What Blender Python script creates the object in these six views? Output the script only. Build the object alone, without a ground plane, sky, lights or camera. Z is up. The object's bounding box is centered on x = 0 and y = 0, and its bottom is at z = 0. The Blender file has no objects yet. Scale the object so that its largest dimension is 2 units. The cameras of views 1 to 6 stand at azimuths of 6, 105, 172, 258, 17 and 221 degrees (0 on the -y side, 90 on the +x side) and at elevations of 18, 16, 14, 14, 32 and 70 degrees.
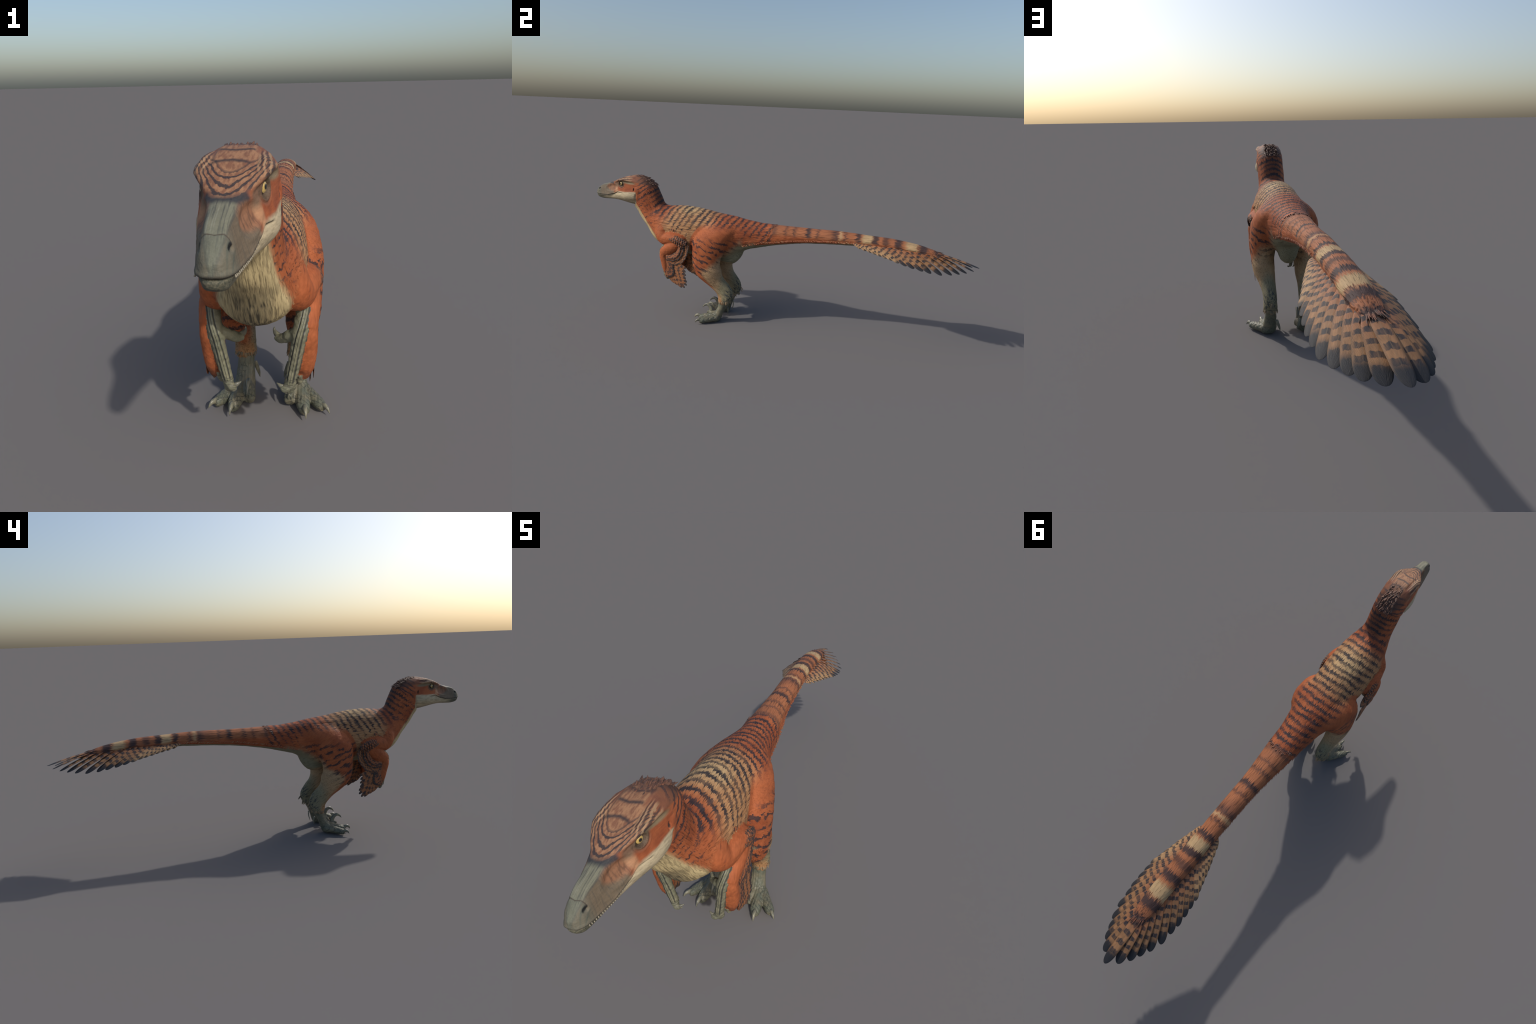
import bpy, math, random
import numpy as np
from mathutils import Vector, Matrix
from mathutils.kdtree import KDTree

random.seed(7)
RNG = np.random.default_rng(7)
VOX = 0.0019          # grid of the seamless body surface

# ------------------------------------------------------------------ helpers
def smooth_interp(rows, m):
    """Catmull-Rom through the rows of control values, m samples per span."""
    P = np.array(rows, float)
    Q = np.vstack([2*P[0]-P[1], P, 2*P[-1]-P[-2]])
    out = []
    for i in range(len(P)-1):
        a, b, c, d = Q[i:i+4]
        for t in np.linspace(0, 1, m, endpoint=False):
            out.append(.5*((2*b)+(c-a)*t+(2*a-5*b+4*c-d)*t*t+(3*b-a-3*c+d)*t**3))
    out.append(P[-1])
    return np.array(out)

def sstep(a, b, x):
    t = np.clip((x-a)/(b-a), 0, 1)
    return t*t*(3-2*t)

def loft(rings):
    """Closed surface through rings (m, n, 3); the ends are fanned shut."""
    R = np.asarray(rings, float)
    m, n, _ = R.shape
    V = np.vstack([R.reshape(-1, 3), R[0].mean(0), R[-1].mean(0)])
    F = []
    for i in range(m-1):
        for j in range(n):
            k = (j+1) % n
            F.append((i*n+j, i*n+k, (i+1)*n+k, (i+1)*n+j))
    for j in range(n):
        k = (j+1) % n
        F.append((m*n, k, j))
        F.append((m*n+1, (m-1)*n+j, (m-1)*n+k))
    return V, F

def slice_loft(rows, n=56, m=6):
    """rows: front y, front z, back y, back z, centre x, half width, exponent, bias."""
    rings = []
    th = np.linspace(0, 2*math.pi, n, endpoint=False)
    for fy, fz, by, bz, cx, w, e, bias in smooth_interp(rows, m):
        c, s = np.cos(th), np.sin(th)
        v = np.sign(c)*np.abs(c)**(2/e)
        u = np.sign(s)*np.abs(s)**(2/e)
        v2 = v+bias*(1-v*v)
        y = (fy+by)/2+(by-fy)/2*v2
        z = (fz+bz)/2+(bz-fz)/2*v2
        rings.append(np.stack([cx+w*u, y, z], 1))
    return loft(rings)

def tube(rows, n=20, m=6, flat=(1, 1)):
    """rows: x, y, z, radius. flat scales the ring sideways and upward."""
    S = smooth_interp(rows, m)
    C, r = S[:, :3], np.maximum(S[:, 3], 1e-4)
    T = np.gradient(C, axis=0)
    T /= np.linalg.norm(T, axis=1)[:, None]
    th = np.linspace(0, 2*math.pi, n, endpoint=False)
    side = np.cross(T[0], (0, 0, 1))
    if np.linalg.norm(side) < .2:
        side = np.cross(T[0], (0, 1, 0))
    rings = []
    for i in range(len(C)):
        side = side-T[i]*(side@T[i])
        side /= np.linalg.norm(side)
        up = np.cross(side, T[i])
        rings.append(C[i]+r[i]*(np.outer(np.cos(th)*flat[0], side)+np.outer(np.sin(th)*flat[1], up)))
    return loft(rings)

def mirror(VF):
    V, F = VF
    return V*np.array([-1, 1, 1]), [tuple(reversed(f)) for f in F]

def mesh_from(name, V, F, smooth=True):
    me = bpy.data.meshes.new(name)
    me.from_pydata([tuple(v) for v in V], [], [tuple(f) for f in F])
    me.update()
    if smooth:
        me.polygons.foreach_set('use_smooth', np.ones(len(me.polygons), bool))
    return me

def add_object(name, me, parent=None, mat=None):
    ob = bpy.data.objects.new(name, me)
    bpy.context.scene.collection.objects.link(ob)
    if parent is not None:
        ob.parent = parent
    if mat is not None and not me.materials:
        me.materials.append(mat)
    return ob

# ------------------------------------------------------------------ body volumes
# neck, torso and tail: tilted slices from throat/nape to the tail end
TRUNK = [
    # front/belly y,z      nape/back y,z    cx  half-w  exp  bias
    (-.755, .588, -.662, .700, 0, .047, 2.0, 0),
    (-.772, .570, -.645, .690, 0, .056, 2.0, 0),
    (-.755, .546, -.630, .656, 0, .058, 2.0, 0),
    (-.735, .512, -.617, .625, 0, .058, 2.0, 0),
    (-.715, .488, -.603, .596, 0, .061, 2.0, -.03),
    (-.691, .458, -.570, .586, 0, .072, 1.95, -.05),
    (-.667, .421, -.510, .592, 0, .087, 1.9, -.07),
    (-.635, .389, -.440, .593, 0, .097, 1.9, -.08),
    (-.578, .363, -.375, .586, 0, .099, 1.95, -.08),
    (-.500, .345, -.325, .578, 0, .098, 2.0, -.04),
    (-.420, .335, -.280, .572, 0, .096, 2.1, 0),
    (-.330, .332, -.240, .567, 0, .094, 2.1, .08),
    (-.250, .336, -.200, .560, 0, .090, 2.0, .20),
    (-.195, .357, -.160, .552, 0, .080, 2.0, .16),
    (-.160, .380, -.115, .546, 0, .072, 2.0, .08),
    (-.105, .405, -.060, .541, 0, .063, 2.1, 0),
    (.010, .434, .000, .539, 0, .056, 2.1, -.03),
    (.100, .452, .095, .538, 0, .047, 2.1, -.05),
    (.200, .464, .190, .5385, 0, .040, 2.1, -.05),
    (.310, .472, .310, .539, 0, .037, 2.1, -.05),
    (.430, .477, .425, .537, 0, .036, 2.1, -.05),
    (.510, .476, .510, .533, 0, .036, 2.1, -.1),
    (.600, .472, .600, .5275, 0, .036, 2.1, -.1),
    (.690, .467, .690, .515, 0, .035, 2.1, -.1),
    (.760, .461, .765, .499, 0, .033, 2.1, -.1),
    (.815, .457, .820, .481, 0, .028, 2.1, -.1),
    (.835, .457, .840, .468, 0, .018, 2.1, 0),
]
# head: half sections (x, z) from the crown to the chin for stations along y
HEAD = [
    (-.998, [(0, .641), (.007, .640), (.011, .636), (.013, .628), (.0145, .619), (.012, .612), (.007, .607), (0, .606)]),
    (-.985, [(0, .657), (.010, .655), (.016, .648), (.0195, .637), (.0215, .621), (.018, .611), (.012, .601), (0, .599)]),
    (-.960, [(0, .6715), (.010, .6705), (.0165, .663), (.0215, .648), (.026, .621), (.022, .611), (.014, .597), (0, .594)]),
    (-.930, [(0, .680), (.010, .6795), (.017, .671), (.0235, .652), (.032, .624), (.027, .612), (.018, .598), (0, .594)]),
    (-.900, [(0, .6890), (.012, .689), (.021, .682), (.026, .661), (.037, .632), (.033, .616), (.023, .600), (0, .595)]),
    (-.870, [(0, .7035), (.019, .703), (.034, .696), (.032, .674), (.041, .643), (.041, .621), (.030, .602), (0, .592)]),
    (-.840, [(0, .7155), (.027, .715), (.047, .707), (.041, .683), (.047, .650), (.049, .625), (.037, .602), (0, .586)]),
    (-.810, [(0, .725), (.029, .724), (.052, .712), (.048, .690), (.052, .656), (.055, .630), (.043, .601), (0, .580)]),
    (-.780, [(0, .732), (.028, .730), (.050, .712), (.052, .691), (.054, .660), (.058, .632), (.047, .602), (0, .575)]),
    (-.750, [(0, .734), (.028, .731), (.050, .712), (.056, .690), (.057, .660), (.058, .630), (.047, .602), (0, .572)]),
    (-.720, [(0, .729), (.027, .725), (.047, .708), (.056, .685), (.057, .650), (.053, .620), (.043, .595), (0, .570)]),
    (-.690, [(0, .719), (.026, .714), (.044, .698), (.054, .672), (.055, .640), (.050, .610), (.040, .590), (0, .575)]),
    (-.660, [(0, .697), (.020, .692), (.037, .680), (.047, .660), (.049, .640), (.044, .620), (.030, .600), (0, .590)]),
]
def head_loft():
    ys = np.array([h[0] for h in HEAD])
    rows = np.hstack([ys[:, None], np.array([np.array(h[1]).ravel() for h in HEAD])])
    rings = []
    for r in smooth_interp(rows, 8):
        half = smooth_interp(r[1:].reshape(-1, 2), 5)
        # open the curve squarely at the midline so crown and chin stay flat
        x, z = np.abs(half[:, 0]), half[:, 1]
        X = np.r_[x, -x[-2:0:-1]]
        Z = np.r_[z, z[-2:0:-1]]
        rings.append(np.stack([X, np.full_like(X, r[0]), Z], 1))
    tip = rings[0].mean(0)
    cap = []
    for t, dy in ((.45, -.0040), (.8, -.0028)):
        q = tip+(rings[0]-tip)*t
        q[:, 1] = rings[0][:, 1]+dy
        cap.append(q)
    return loft(cap+rings)

# hind leg (the +x one): thigh and feathered shank in one run
LEG = [
    (-.300, .545, -.225, .547, .022, .032, 2.0, 0),
    (-.350, .527, -.185, .531, .036, .049, 2.0, 0),
    (-.386, .490, -.170, .499, .053, .061, 2.0, 0),
    (-.402, .440, -.200, .452, .068, .063, 2.1, -.10),
    (-.405, .385, -.228, .397, .078, .057, 2.1, -.10),
    (-.402, .335, -.247, .352, .083, .050, 2.1, -.05),
    (-.392, .285, -.254, .322, .086, .046, 2.1, -.05),
    (-.372, .247, -.245, .290, .085, .044, 2.1, 0),
    (-.343, .222, -.242, .262, .081, .040, 2.1, 0),
    (-.312, .199, -.231, .238, .077, .034, 2.1, 0),
    (-.284, .172, -.209, .214, .073, .029, 2.1, 0),
    (-.264, .146, -.190, .187, .071, .0275, 2.1, 0),
    (-.259, .128, -.184, .158, .071, .0265, 2.1, 0),
    (-.258, .114, -.194, .130, .071, .0255, 2.1, 0),
    (-.256, .105, -.210, .110, .071, .021, 2.1, 0),
]
SHIN = [
    (-.254, .135, -.205, .145, .070, .021, 2.1, 0),
    (-.259, .108, -.209, .112, .069, .022, 2.2, 0),
    (-.265, .080, -.224, .080, .069, .0235, 2.3, 0),
    (-.281, .053, -.235, .050, .070, .0265, 2.3, 0),
    (-.300, .033, -.243, .026, .073, .031, 2.2, 0),
    (-.300, .018, -.251, .008, .076, .030, 2.2, 0),
    (-.290, .008, -.262, .004, .076, .022, 2.0, 0),
]
TOES = [
    [(.086, -.262, .026, .019), (.104, -.288, .024, .0175), (.122, -.313, .0205, .0165), (.136, -.332, .0175, .0145), (.143, -.341, .016, .0095)],   # outer
    [(.078, -.275, .030, .020), (.084, -.305, .026, .019), (.089, -.332, .0215, .0185), (.0925, -.352, .018, .0150), (.094, -.361, .0185, .0100)],     # middle
    [(.064, -.272, .036, .018), (.057, -.298, .031, .018), (.0545, -.315, .0215, .017), (.0545, -.324, .016, .0125)],        # inner, held up
    [(.056, -.302, .040, .012), (.0545, -.318, .040, .0095), (.054, -.331, .0365, .0070)],
]
# arm
UPPER_ARM = [(.045, -.560, .510, .030), (.064, -.580, .462, .042), (.074, -.562, .430, .041), (.089, -.515, .436, .038), (.096, -.475, .434, .031), (.100, -.445, .426, .020)]
FOREARM = [(.103, -.462, .425, .020), (.102, -.490, .406, .029), (.100, -.525, .380, .033), (.100, -.558, .356, .027), (.100, -.570, .347, .020)]
HAND = [(.096, -.560, .362, .020), (.096, -.562, .338, .023), (.095, -.555, .305, .023), (.095, -.549, .272, .021), (.094, -.544, .248, .017), (.093, -.539, .228, .011)]
BARE_ARM = [(.092, -.528, .410, .012), (.090, -.558, .383, .0150), (.086, -.576, .353, .0155), (.080, -.575, .320, .0140), (.074, -.570, .280, .0135), (.068, -.567, .245, .0125), (.063, -.566, .225, .0115), (.060, -.566, .215, .008)]
THUMB = [(.083, -.575, .352, .012), (.066, -.562, .335, .0118), (.049, -.545, .319, .0108), (.036, -.532, .314, .0085)]
FINGERS = [
    [(.064, -.567, .228, .0095), (.056, -.572, .217, .0085), (.047, -.569, .217, .0060)],
    [(.069, -.562, .230, .0095), (.067, -.558, .208, .0082), (.060, -.556, .199, .0058)],
    [(.083, -.552, .244, .0100), (.084, -.540, .220, .0085), (.080, -.534, .210, .0060)],
]

VOLUMES = []            # (part name, vertices, faces)
VENT = [(0, -.300, .372, .030), (0, -.255, .348, .037), (0, -.222, .342, .036), (0, -.196, .365, .034), (0, -.175, .40, .028)]
def volume(name, VF, both=False):
    VOLUMES.append((name, VF[0], VF[1]))
    if both:
        M = mirror(VF)
        VOLUMES.append((name+'|R', M[0], M[1]))

volume('trunk', slice_loft(TRUNK, n=72))
volume('head', head_loft())
volume('trunk', tube(VENT, n=40, m=10))
volume('thigh', slice_loft(LEG), True)
volume('foot', slice_loft(SHIN), True)
for i, t in enumerate(TOES):
    volume('toe~%d' % min(i, 2), tube(t, n=32, m=10), True)
volume('upper_arm', tube(UPPER_ARM, n=40, m=16, flat=(.9, 1)), True)
volume('forearm', tube(FOREARM, n=40, m=16, flat=(.78, 1)), True)
volume('hand', tube(HAND, n=40, m=16, flat=(1.1, .95)), True)
volume('bare_forearm', tube(BARE_ARM, n=40, m=16), True)
volume('finger~0', tube(THUMB, n=40, m=16), True)
for i, t in enumerate(FINGERS):
    volume('finger~%d' % (i+1), tube(t, n=32, m=10), True)

def fused_surface():
    V, F, k = [], [], 0
    for _, v, f in VOLUMES:
        V.append(v)
        F += [tuple(i+k for i in q) for q in f]
        k += len(v)
    me = mesh_from('body_volume', np.vstack(V), F)
    ob = add_object('body_volume', me)
    md = ob.modifiers.new('remesh', 'REMESH')
    md.mode = 'VOXEL'
    md.voxel_size = VOX
    dg = bpy.context.evaluated_depsgraph_get()
    out = bpy.data.meshes.new_from_object(ob.evaluated_get(dg))
    bpy.data.objects.remove(ob)
    bpy.data.meshes.remove(me)
    n = len(out.vertices)
    co = np.empty(n*3)
    out.vertices.foreach_get('co', co)
    nf = len(out.polygons)
    lt = np.empty(nf, int); out.polygons.foreach_get('loop_total', lt)
    li = np.empty(len(out.loops), int); out.loops.foreach_get('vertex_index', li)
    assert (lt == 4).all(), 'expected quads'
    ed = np.empty(len(out.edges)*2, int); out.edges.foreach_get('vertices', ed)
    bpy.data.meshes.remove(out)
    return co.reshape(-1, 3), li.reshape(-1, 4), ed.reshape(-1, 2)

def relax(V, E, it, w=None, lam=.5):
    n = len(V)
    deg = np.maximum(np.bincount(E.ravel(), minlength=n), 1)[:, None]
    for _ in range(it):
        S = np.empty_like(V)
        for a in range(3):
            S[:, a] = np.bincount(E[:, 0], V[E[:, 1], a], n)+np.bincount(E[:, 1], V[E[:, 0], a], n)
        D = (S/deg-V)*lam
        V = V+(D if w is None else D*w[:, None])
    return V

def normals(V, Q):
    fn = np.cross(V[Q[:, 2]]-V[Q[:, 0]], V[Q[:, 3]]-V[Q[:, 1]])
    N = np.zeros_like(V)
    for a in range(3):
        for c in range(4):
            N[:, a] += np.bincount(Q[:, c], fn[:, a], len(V))
    return N/np.maximum(np.linalg.norm(N, axis=1), 1e-12)[:, None]

# ------------------------------------------------------------------ material expressions
class Graph:
    """Small arithmetic language over shader nodes."""
    def __init__(self, name):
        self.mat = bpy.data.materials.new(name)
        self.mat.use_nodes = True
        self.nt = self.mat.node_tree
        self.bsdf = self.nt.nodes['Principled BSDF']
        tc = self.nt.nodes.new('ShaderNodeTexCoord')
        self.P = tc.outputs['Object']
        sep = self.nt.nodes.new('ShaderNodeSeparateXYZ')
        self.link(self.P, sep.inputs[0])
        self.x, self.y, self.z = (Ex(self, o) for o in sep.outputs)
        self.ax = self.math('ABSOLUTE', self.x)

    def link(self, a, b):
        if isinstance(a, Ex):
            a = a.s
        if hasattr(a, 'is_output'):
            self.nt.links.new(a, b)
        else:
            b.default_value = a

    def math(self, op, *a):
        n = self.nt.nodes.new('ShaderNodeMath')
        n.operation = op
        for i, v in enumerate(a):
            self.link(v, n.inputs[i])
        return Ex(self, n.outputs[0])

    def step(self, a, b, v):
        """smooth ramp 0..1 as v goes from a to b"""
        n = self.nt.nodes.new('ShaderNodeMapRange')
        n.interpolation_type = 'SMOOTHSTEP'
        self.link(v, n.inputs[0])
        flip = (not isinstance(a, Ex) and not isinstance(b, Ex) and a > b)
        if flip:
            a, b = b, a
        self.link(a, n.inputs[1]); self.link(b, n.inputs[2])
        n.inputs[3].default_value, n.inputs[4].default_value = (1, 0) if flip else (0, 1)
        return Ex(self, n.outputs[0])

    def vec(self, x, y, z):
        n = self.nt.nodes.new('ShaderNodeCombineXYZ')
        for i, v in enumerate((x, y, z)):
            self.link(v, n.inputs[i])
        return n.outputs[0]

    def noise(self, v, scale=1., detail=3., rough=.55):
        n = self.nt.nodes.new('ShaderNodeTexNoise')
        self.link(v, n.inputs['Vector'])
        n.inputs['Scale'].default_value = scale
        n.inputs['Detail'].default_value = detail
        n.inputs['Roughness'].default_value = rough
        return Ex(self, n.outputs[0])

    def voronoi(self, v, scale, feature='DISTANCE_TO_EDGE'):
        n = self.nt.nodes.new('ShaderNodeTexVoronoi')
        n.feature = feature
        self.link(v, n.inputs['Vector'])
        n.inputs['Scale'].default_value = scale
        return Ex(self, n.outputs[0])

    def mix(self, f, a, b):
        n = self.nt.nodes.new('ShaderNodeMix')
        n.data_type = 'RGBA'
        self.link(f, n.inputs[0])
        for v, i in ((a, 6), (b, 7)):
            self.link(tuple(v)+(1,) if isinstance(v, tuple) else v, n.inputs[i])
        return n.outputs[2]

    def mix_value(self, f, a, b):
        return a*(1-f)+b*f

    def scale_colour(self, col, f):
        n = self.nt.nodes.new('ShaderNodeVectorMath')
        n.operation = 'SCALE'
        self.link(col, n.inputs[0])
        self.link(f, n.inputs['Scale'])
        return n.outputs[0]

    def ramp(self, v, stops):
        n = self.nt.nodes.new('ShaderNodeValToRGB')
        el = n.color_ramp.elements
        while len(el) > 1:
            el.remove(el[-1])
        el[0].position = stops[0][0]
        el[0].color = (stops[0][1],)*3+(1,)
        for p, c in stops[1:]:
            e = el.new(p)
            e.color = (c,)*3+(1,)
        self.link(v, n.inputs[0])
        return Ex(self, n.outputs[0])

    def bell(self, v, c, w):
        """1 at v = c, falling to 0 at a distance w"""
        return self.step(w, 0., self.math('ABSOLUTE', v-c))

    def blob(self, y, z, cy, cz, ry, rz, soft=.35, tilt=0.):
        c, s = math.cos(tilt), math.sin(tilt)
        dy, dz = y-cy, z-cz
        a = (dy*c+dz*s)*(1/ry)
        b = (dz*c-dy*s)*(1/rz)
        return self.step(1+soft, 1-soft, self.math('SQRT', a*a+b*b))

    def done(self, col, rough=.6, bump=None, bump_d=.0006, spec=.3, sheen=0.):
        self.link(col, self.bsdf.inputs['Base Color'])
        self.link(rough, self.bsdf.inputs['Roughness'])
        self.bsdf.inputs['Specular IOR Level'].default_value = spec
        if sheen:
            self.bsdf.inputs['Sheen Weight'].default_value = sheen
        if bump is not None:
            n = self.nt.nodes.new('ShaderNodeBump')
            n.inputs['Strength'].default_value = .8
            n.inputs['Distance'].default_value = bump_d
            self.link(bump, n.inputs['Height'])
            self.nt.links.new(n.outputs[0], self.bsdf.inputs['Normal'])
        return self.mat


class Ex:
    def __init__(self, g, s):
        self.g, self.s = g, s
    def _o(self, op, a, b):
        return self.g.math(op, a, b)
    def __add__(self, o): return self._o('ADD', self, o)
    __radd__ = __add__
    def __sub__(self, o): return self._o('SUBTRACT', self, o)
    def __rsub__(self, o): return self._o('SUBTRACT', o, self)
    def __mul__(self, o): return self._o('MULTIPLY', self, o)
    __rmul__ = __mul__
    def __neg__(self): return self._o('MULTIPLY', self, -1.)
    def inv(self): return self._o('SUBTRACT', 1., self)
    def max(self, o): return self._o('MAXIMUM', self, o)
    def min(self, o): return self._o('MINIMUM', self, o)


ORANGE = (.365, .106, .041)
RUST = (.27, .072, .030)
TAN = (.40, .222, .105)
PALE = (.50, .36, .185)
CREAM = (.52, .41, .22)
DARK = (.030, .029, .034)
OLIVE = (.225, .198, .122)
BROWN = (.13, .055, .032)
BARE = (.158, .158, .105)


def body_streaks(g, sx=150., sy=22.):
    return g.noise(g.vec(g.x*sx, g.y*sy, g.z*sx), 1., 3.)


def coat_material():
    """orange feather coat of neck, torso, tail and legs with its tiger stripes"""
    g = Graph('striped_feather_coat')
    x, y, z, ax = g.x, g.y, g.z, g.ax
    # strands lie along the body, along the neck and breast, and down the legs
    front_flow = g.step(.075, .045, (y+.775)*.807+(z-.575)*.591)*g.step(-.42, -.50, y)
    front_flow = front_flow.max(g.step(-.585, -.66, y+(.59-z)*.25))
    nk = (x, y*.8+z*.6, y*.6-z*.8)
    streak = g.mix_value(front_flow, body_streaks(g), g.noise(g.vec(nk[0]*150., nk[1]*150., nk[2]*22.), 1., 3.))
    brush = g.mix_value(front_flow, g.noise(g.vec(x*300., y*20., z*300.), 1., 1., .4), g.noise(g.vec(nk[0]*300., nk[1]*300., nk[2]*20.), 1., 1., .4))
    leg_dir = g.noise(g.vec(x*150., (y*.55+z*.83)*150., (y*.83-z*.55)*24.), 1., 3.)
    blot = g.noise(g.P, 11., 3.)
    fine = g.noise(g.P, 260., 2.)
    neck = g.step(-.585, -.66, y+(.59-z)*.25)
    tail = g.step(-.06, .03, y)

    # ---- ground colours
    col = g.mix(g.step(.40, .66, blot), ORANGE, RUST)
    # tan saddle and flanks
    saddle = g.step(-.585, -.50, y-(z-.56)*.5)*g.step(-.235, -.34, y-(z-.56)*.5)
    flank = g.step(-.555, -.50, y-(z-.5)*.4)*g.step(-.33, -.40, y)*g.step(.545, .50, z)
    saddle = saddle.max(flank)*g.step(.33, .40, z)
    col = g.mix(saddle*(.72+.28*g.step(.3, .7, streak)), col, TAN)
    pale_back = g.bell(y, -.43, .10)*g.step(.545, .585, z)
    col = g.mix(pale_back*.7, col, PALE)

    # ---- thigh
    front = g.math('MULTIPLY', (z-.40)*(z-.40), 4.6)        # curve of the thigh's front edge
    thigh = g.step(-.426, -.416, y-front)*g.step(.53, .49, z)*g.step(.03, .06, ax)*g.step(-.13, -.17, y)
    thigh_col = g.mix(g.step(.40, .66, blot), ORANGE, RUST)
    n1 = (blot-.5)*.06+(leg_dir-.5)*.03
    pale_leg = g.step(-.015, .040, (.400+.87*(y+.21))-z+n1*1.4)*g.step(-.02, .035, (y+.35)*1.5+(z-.275)+n1)
    inner = g.step(.075, .05, ax-(z-.2)*.05)*g.step(.40, .34, z)*g.step(-.32, -.26, y+(z-.2)*.6)
    pale_leg = pale_leg.max(inner)
    leg_pale_col = g.mix(g.step(-.01, .05, (y+.262)-(z-.25)*.3+(blot-.5)*.06), (.38, .25, .138), OLIVE)
    thigh_col = g.mix(pale_leg, thigh_col, leg_pale_col)
    # thigh stripes
    tp = (z+.45*y)*29.+(leg_dir-.5)*1.1+(blot-.5)*1.9
    ts = g.step(.15, .85, g.math('SINE', tp*6.2832))
    ts = ts*g.step(.47, .43, z)*g.step(.215, .250, z)*g.step(.45, .6, g.noise(g.P, 30., 1.)+.10)
    ts = ts*g.step(-.18, -.27, y-(z-.36)*.9)
    thigh_col = g.mix(ts*.88, thigh_col, DARK)
    # blue-black streaks behind the ankle
    heel = g.step(-.236, -.205, y-(z-.17)*.25)*g.step(.105, .13, z)*g.step(.25, .19, z)*g.step(.47, .60, leg_dir)
    thigh_col = g.mix(heel*.8, thigh_col, (.03, .04, .05))
    cuff = g.step(.172, .135, z+(leg_dir-.5)*.03)*g.step(-.225, -.25, y)
    thigh_col = g.mix(cuff*.85, thigh_col, (.33, .185, .085))

    # ---- back and neck stripes
    a = .95-.15*neck
    b = .55+.55*neck
    ph = (a*(y+.60)-b*(z-.59))*32.+(brush-.5)*1.0+(streak-.5)*.35+(blot-.5)*1.0
    wave = g.math('SINE', ph*6.2832)
    thr = -.28+g.step(.545, .46, z)*.7+neck*.15
    st = g.step(thr, thr+.75, wave)
    brk = g.step(.42, .60, g.noise(g.vec(x*85., y*30., z*85.), 1., 2.)+g.step(.47, .565, z-neck*.12)*.35)
    low = g.step(.40, .47, z+neck*.06)
    shoulder = g.step(.052, .075, ax)*g.bell(y, -.60, .09)*g.step(.56, .50, z)
    st = st*brk*low*(1-shoulder*.75)*(1-tail)
    # nape runs dark between the stripes
    nape = g.step(-.578, -.62, y)*g.step(.05, .018, ax)*g.step(.012, .034, (y+.775)*.807+(z-.575)*.591-.085)
    col = g.mix(nape*.78, col, BROWN)
    col = g.mix(st*(.70+.24*g.step(.40, .58, g.noise(g.P, 24., 2.))), col, DARK)

    # ---- tail bands on the upper side
    edge = (brush-.5)*.045+(blot-.5)*.016
    yt = y+edge
    dark = g.ramp(yt, [(0, .2), (.010, .6), (.022, .5), (.034, 0), (.066, 0), (.074, .8), (.084, 0), (.108, .0), (.118, .9), (.130, 0), (.172, 0), (.180, 1), (.194, 1), (.204, 0),
                       (.222, 0), (.234, .8), (.246, .0), (.300, .25), (.330, .95), (.340, 0), (.362, 0), (.370, 1), (.380, 0), (.418, 0), (.426, 1), (.440, 1), (.448, 0)])
    dark2 = g.ramp(yt, [(.494, 0), (.504, 1), (.524, 1), (.532, 0), (.548, 0), (.556, .75), (.575, .75), (.585, 0), (.606, 0), (.614, 1), (.635, 1), (.645, 0), (.712, 0), (.725, 1), (.752, 1), (.765, 0), (.785, .2), (.80, 1), (.83, 1)])
    pale = g.ramp(yt, [(.338, 0), (.346, .9), (.362, 0), (.448, 0), (.456, 1), (.494, 1), (.504, 0), (.650, 0), (.665, 1), (.705, 1), (.72, 0)])
    top = g.step(.487, .505, z-g.step(.55, .80, y)*-.04+(streak-.5)*.02)*g.step(-.01, .02, y)
    tailcol = g.mix(top*.55, col, (.33, .15, .075))
    tailcol = g.mix(pale*top*.9, tailcol, (.44, .31, .165))
    tailcol = g.mix(dark.max(dark2)*top*.88, tailcol, DARK)
    base = (z-.435-(y*.10).max(-.02))
    tbst = g.step(.25, .7, wave)*g.step(-.12, -.05, y)*g.step(.03, -.01, y)*g.step(.005, .03, base)
    tailcol = g.mix(tbst*.85, tailcol, DARK)
    col = g.mix(g.step(-.08, -.02, y), col, tailcol)

    # ---- breast, belly and bare underside of the tail
    d = (y+.775)*.807+(z-.575)*.591+(streak-.5)*.014+(blot-.5)*.012
    breast = g.step(.034, .018, d-g.step(.52, .42, z)*.012)*g.step(-.50, -.60, y)
    belly = g.step(.012, -.012, z-.372+(blot-.5)*.03+g.step(-.45, -.25, y)*.02)
    under = g.step(-.21, -.17, y)*g.step(.46, .43, y)*g.step(.003, -.003, z-tail_skirt_nodes(g, y))
    vent = g.step(-.265, -.225, y)*g.step(.015, -.02, z-.405-(y+.2)*.35)*g.step(-.05, -.1, y)
    cream = g.mix(g.step(.45, .62, g.noise(g.vec(x*260., y*30., z*30.), 1., 2.)), CREAM, (.36, .28, .15))
    throat_grey = g.step(.055, .012, ax+(blot-.5)*.03)*g.step(.52, .44, z+(blot-.5)*.04)
    cream = g.mix(throat_grey*(.55+.4*g.step(.35, .65, brush)), cream, (.085, .074, .052))
    col = g.mix(breast, col, cream)
    col = g.mix(belly*(1-breast), col, g.mix(g.step(-.56, -.48, y), cream, OLIVE))
    col = g.mix(g.step(.0, 1., under.max(vent)), col, (.21, .195, .125))
    col = g.mix(thigh, col, thigh_col)
    leg = g.step(.325, .31, z)
    col = g.mix(leg, col, thigh_col)

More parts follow.
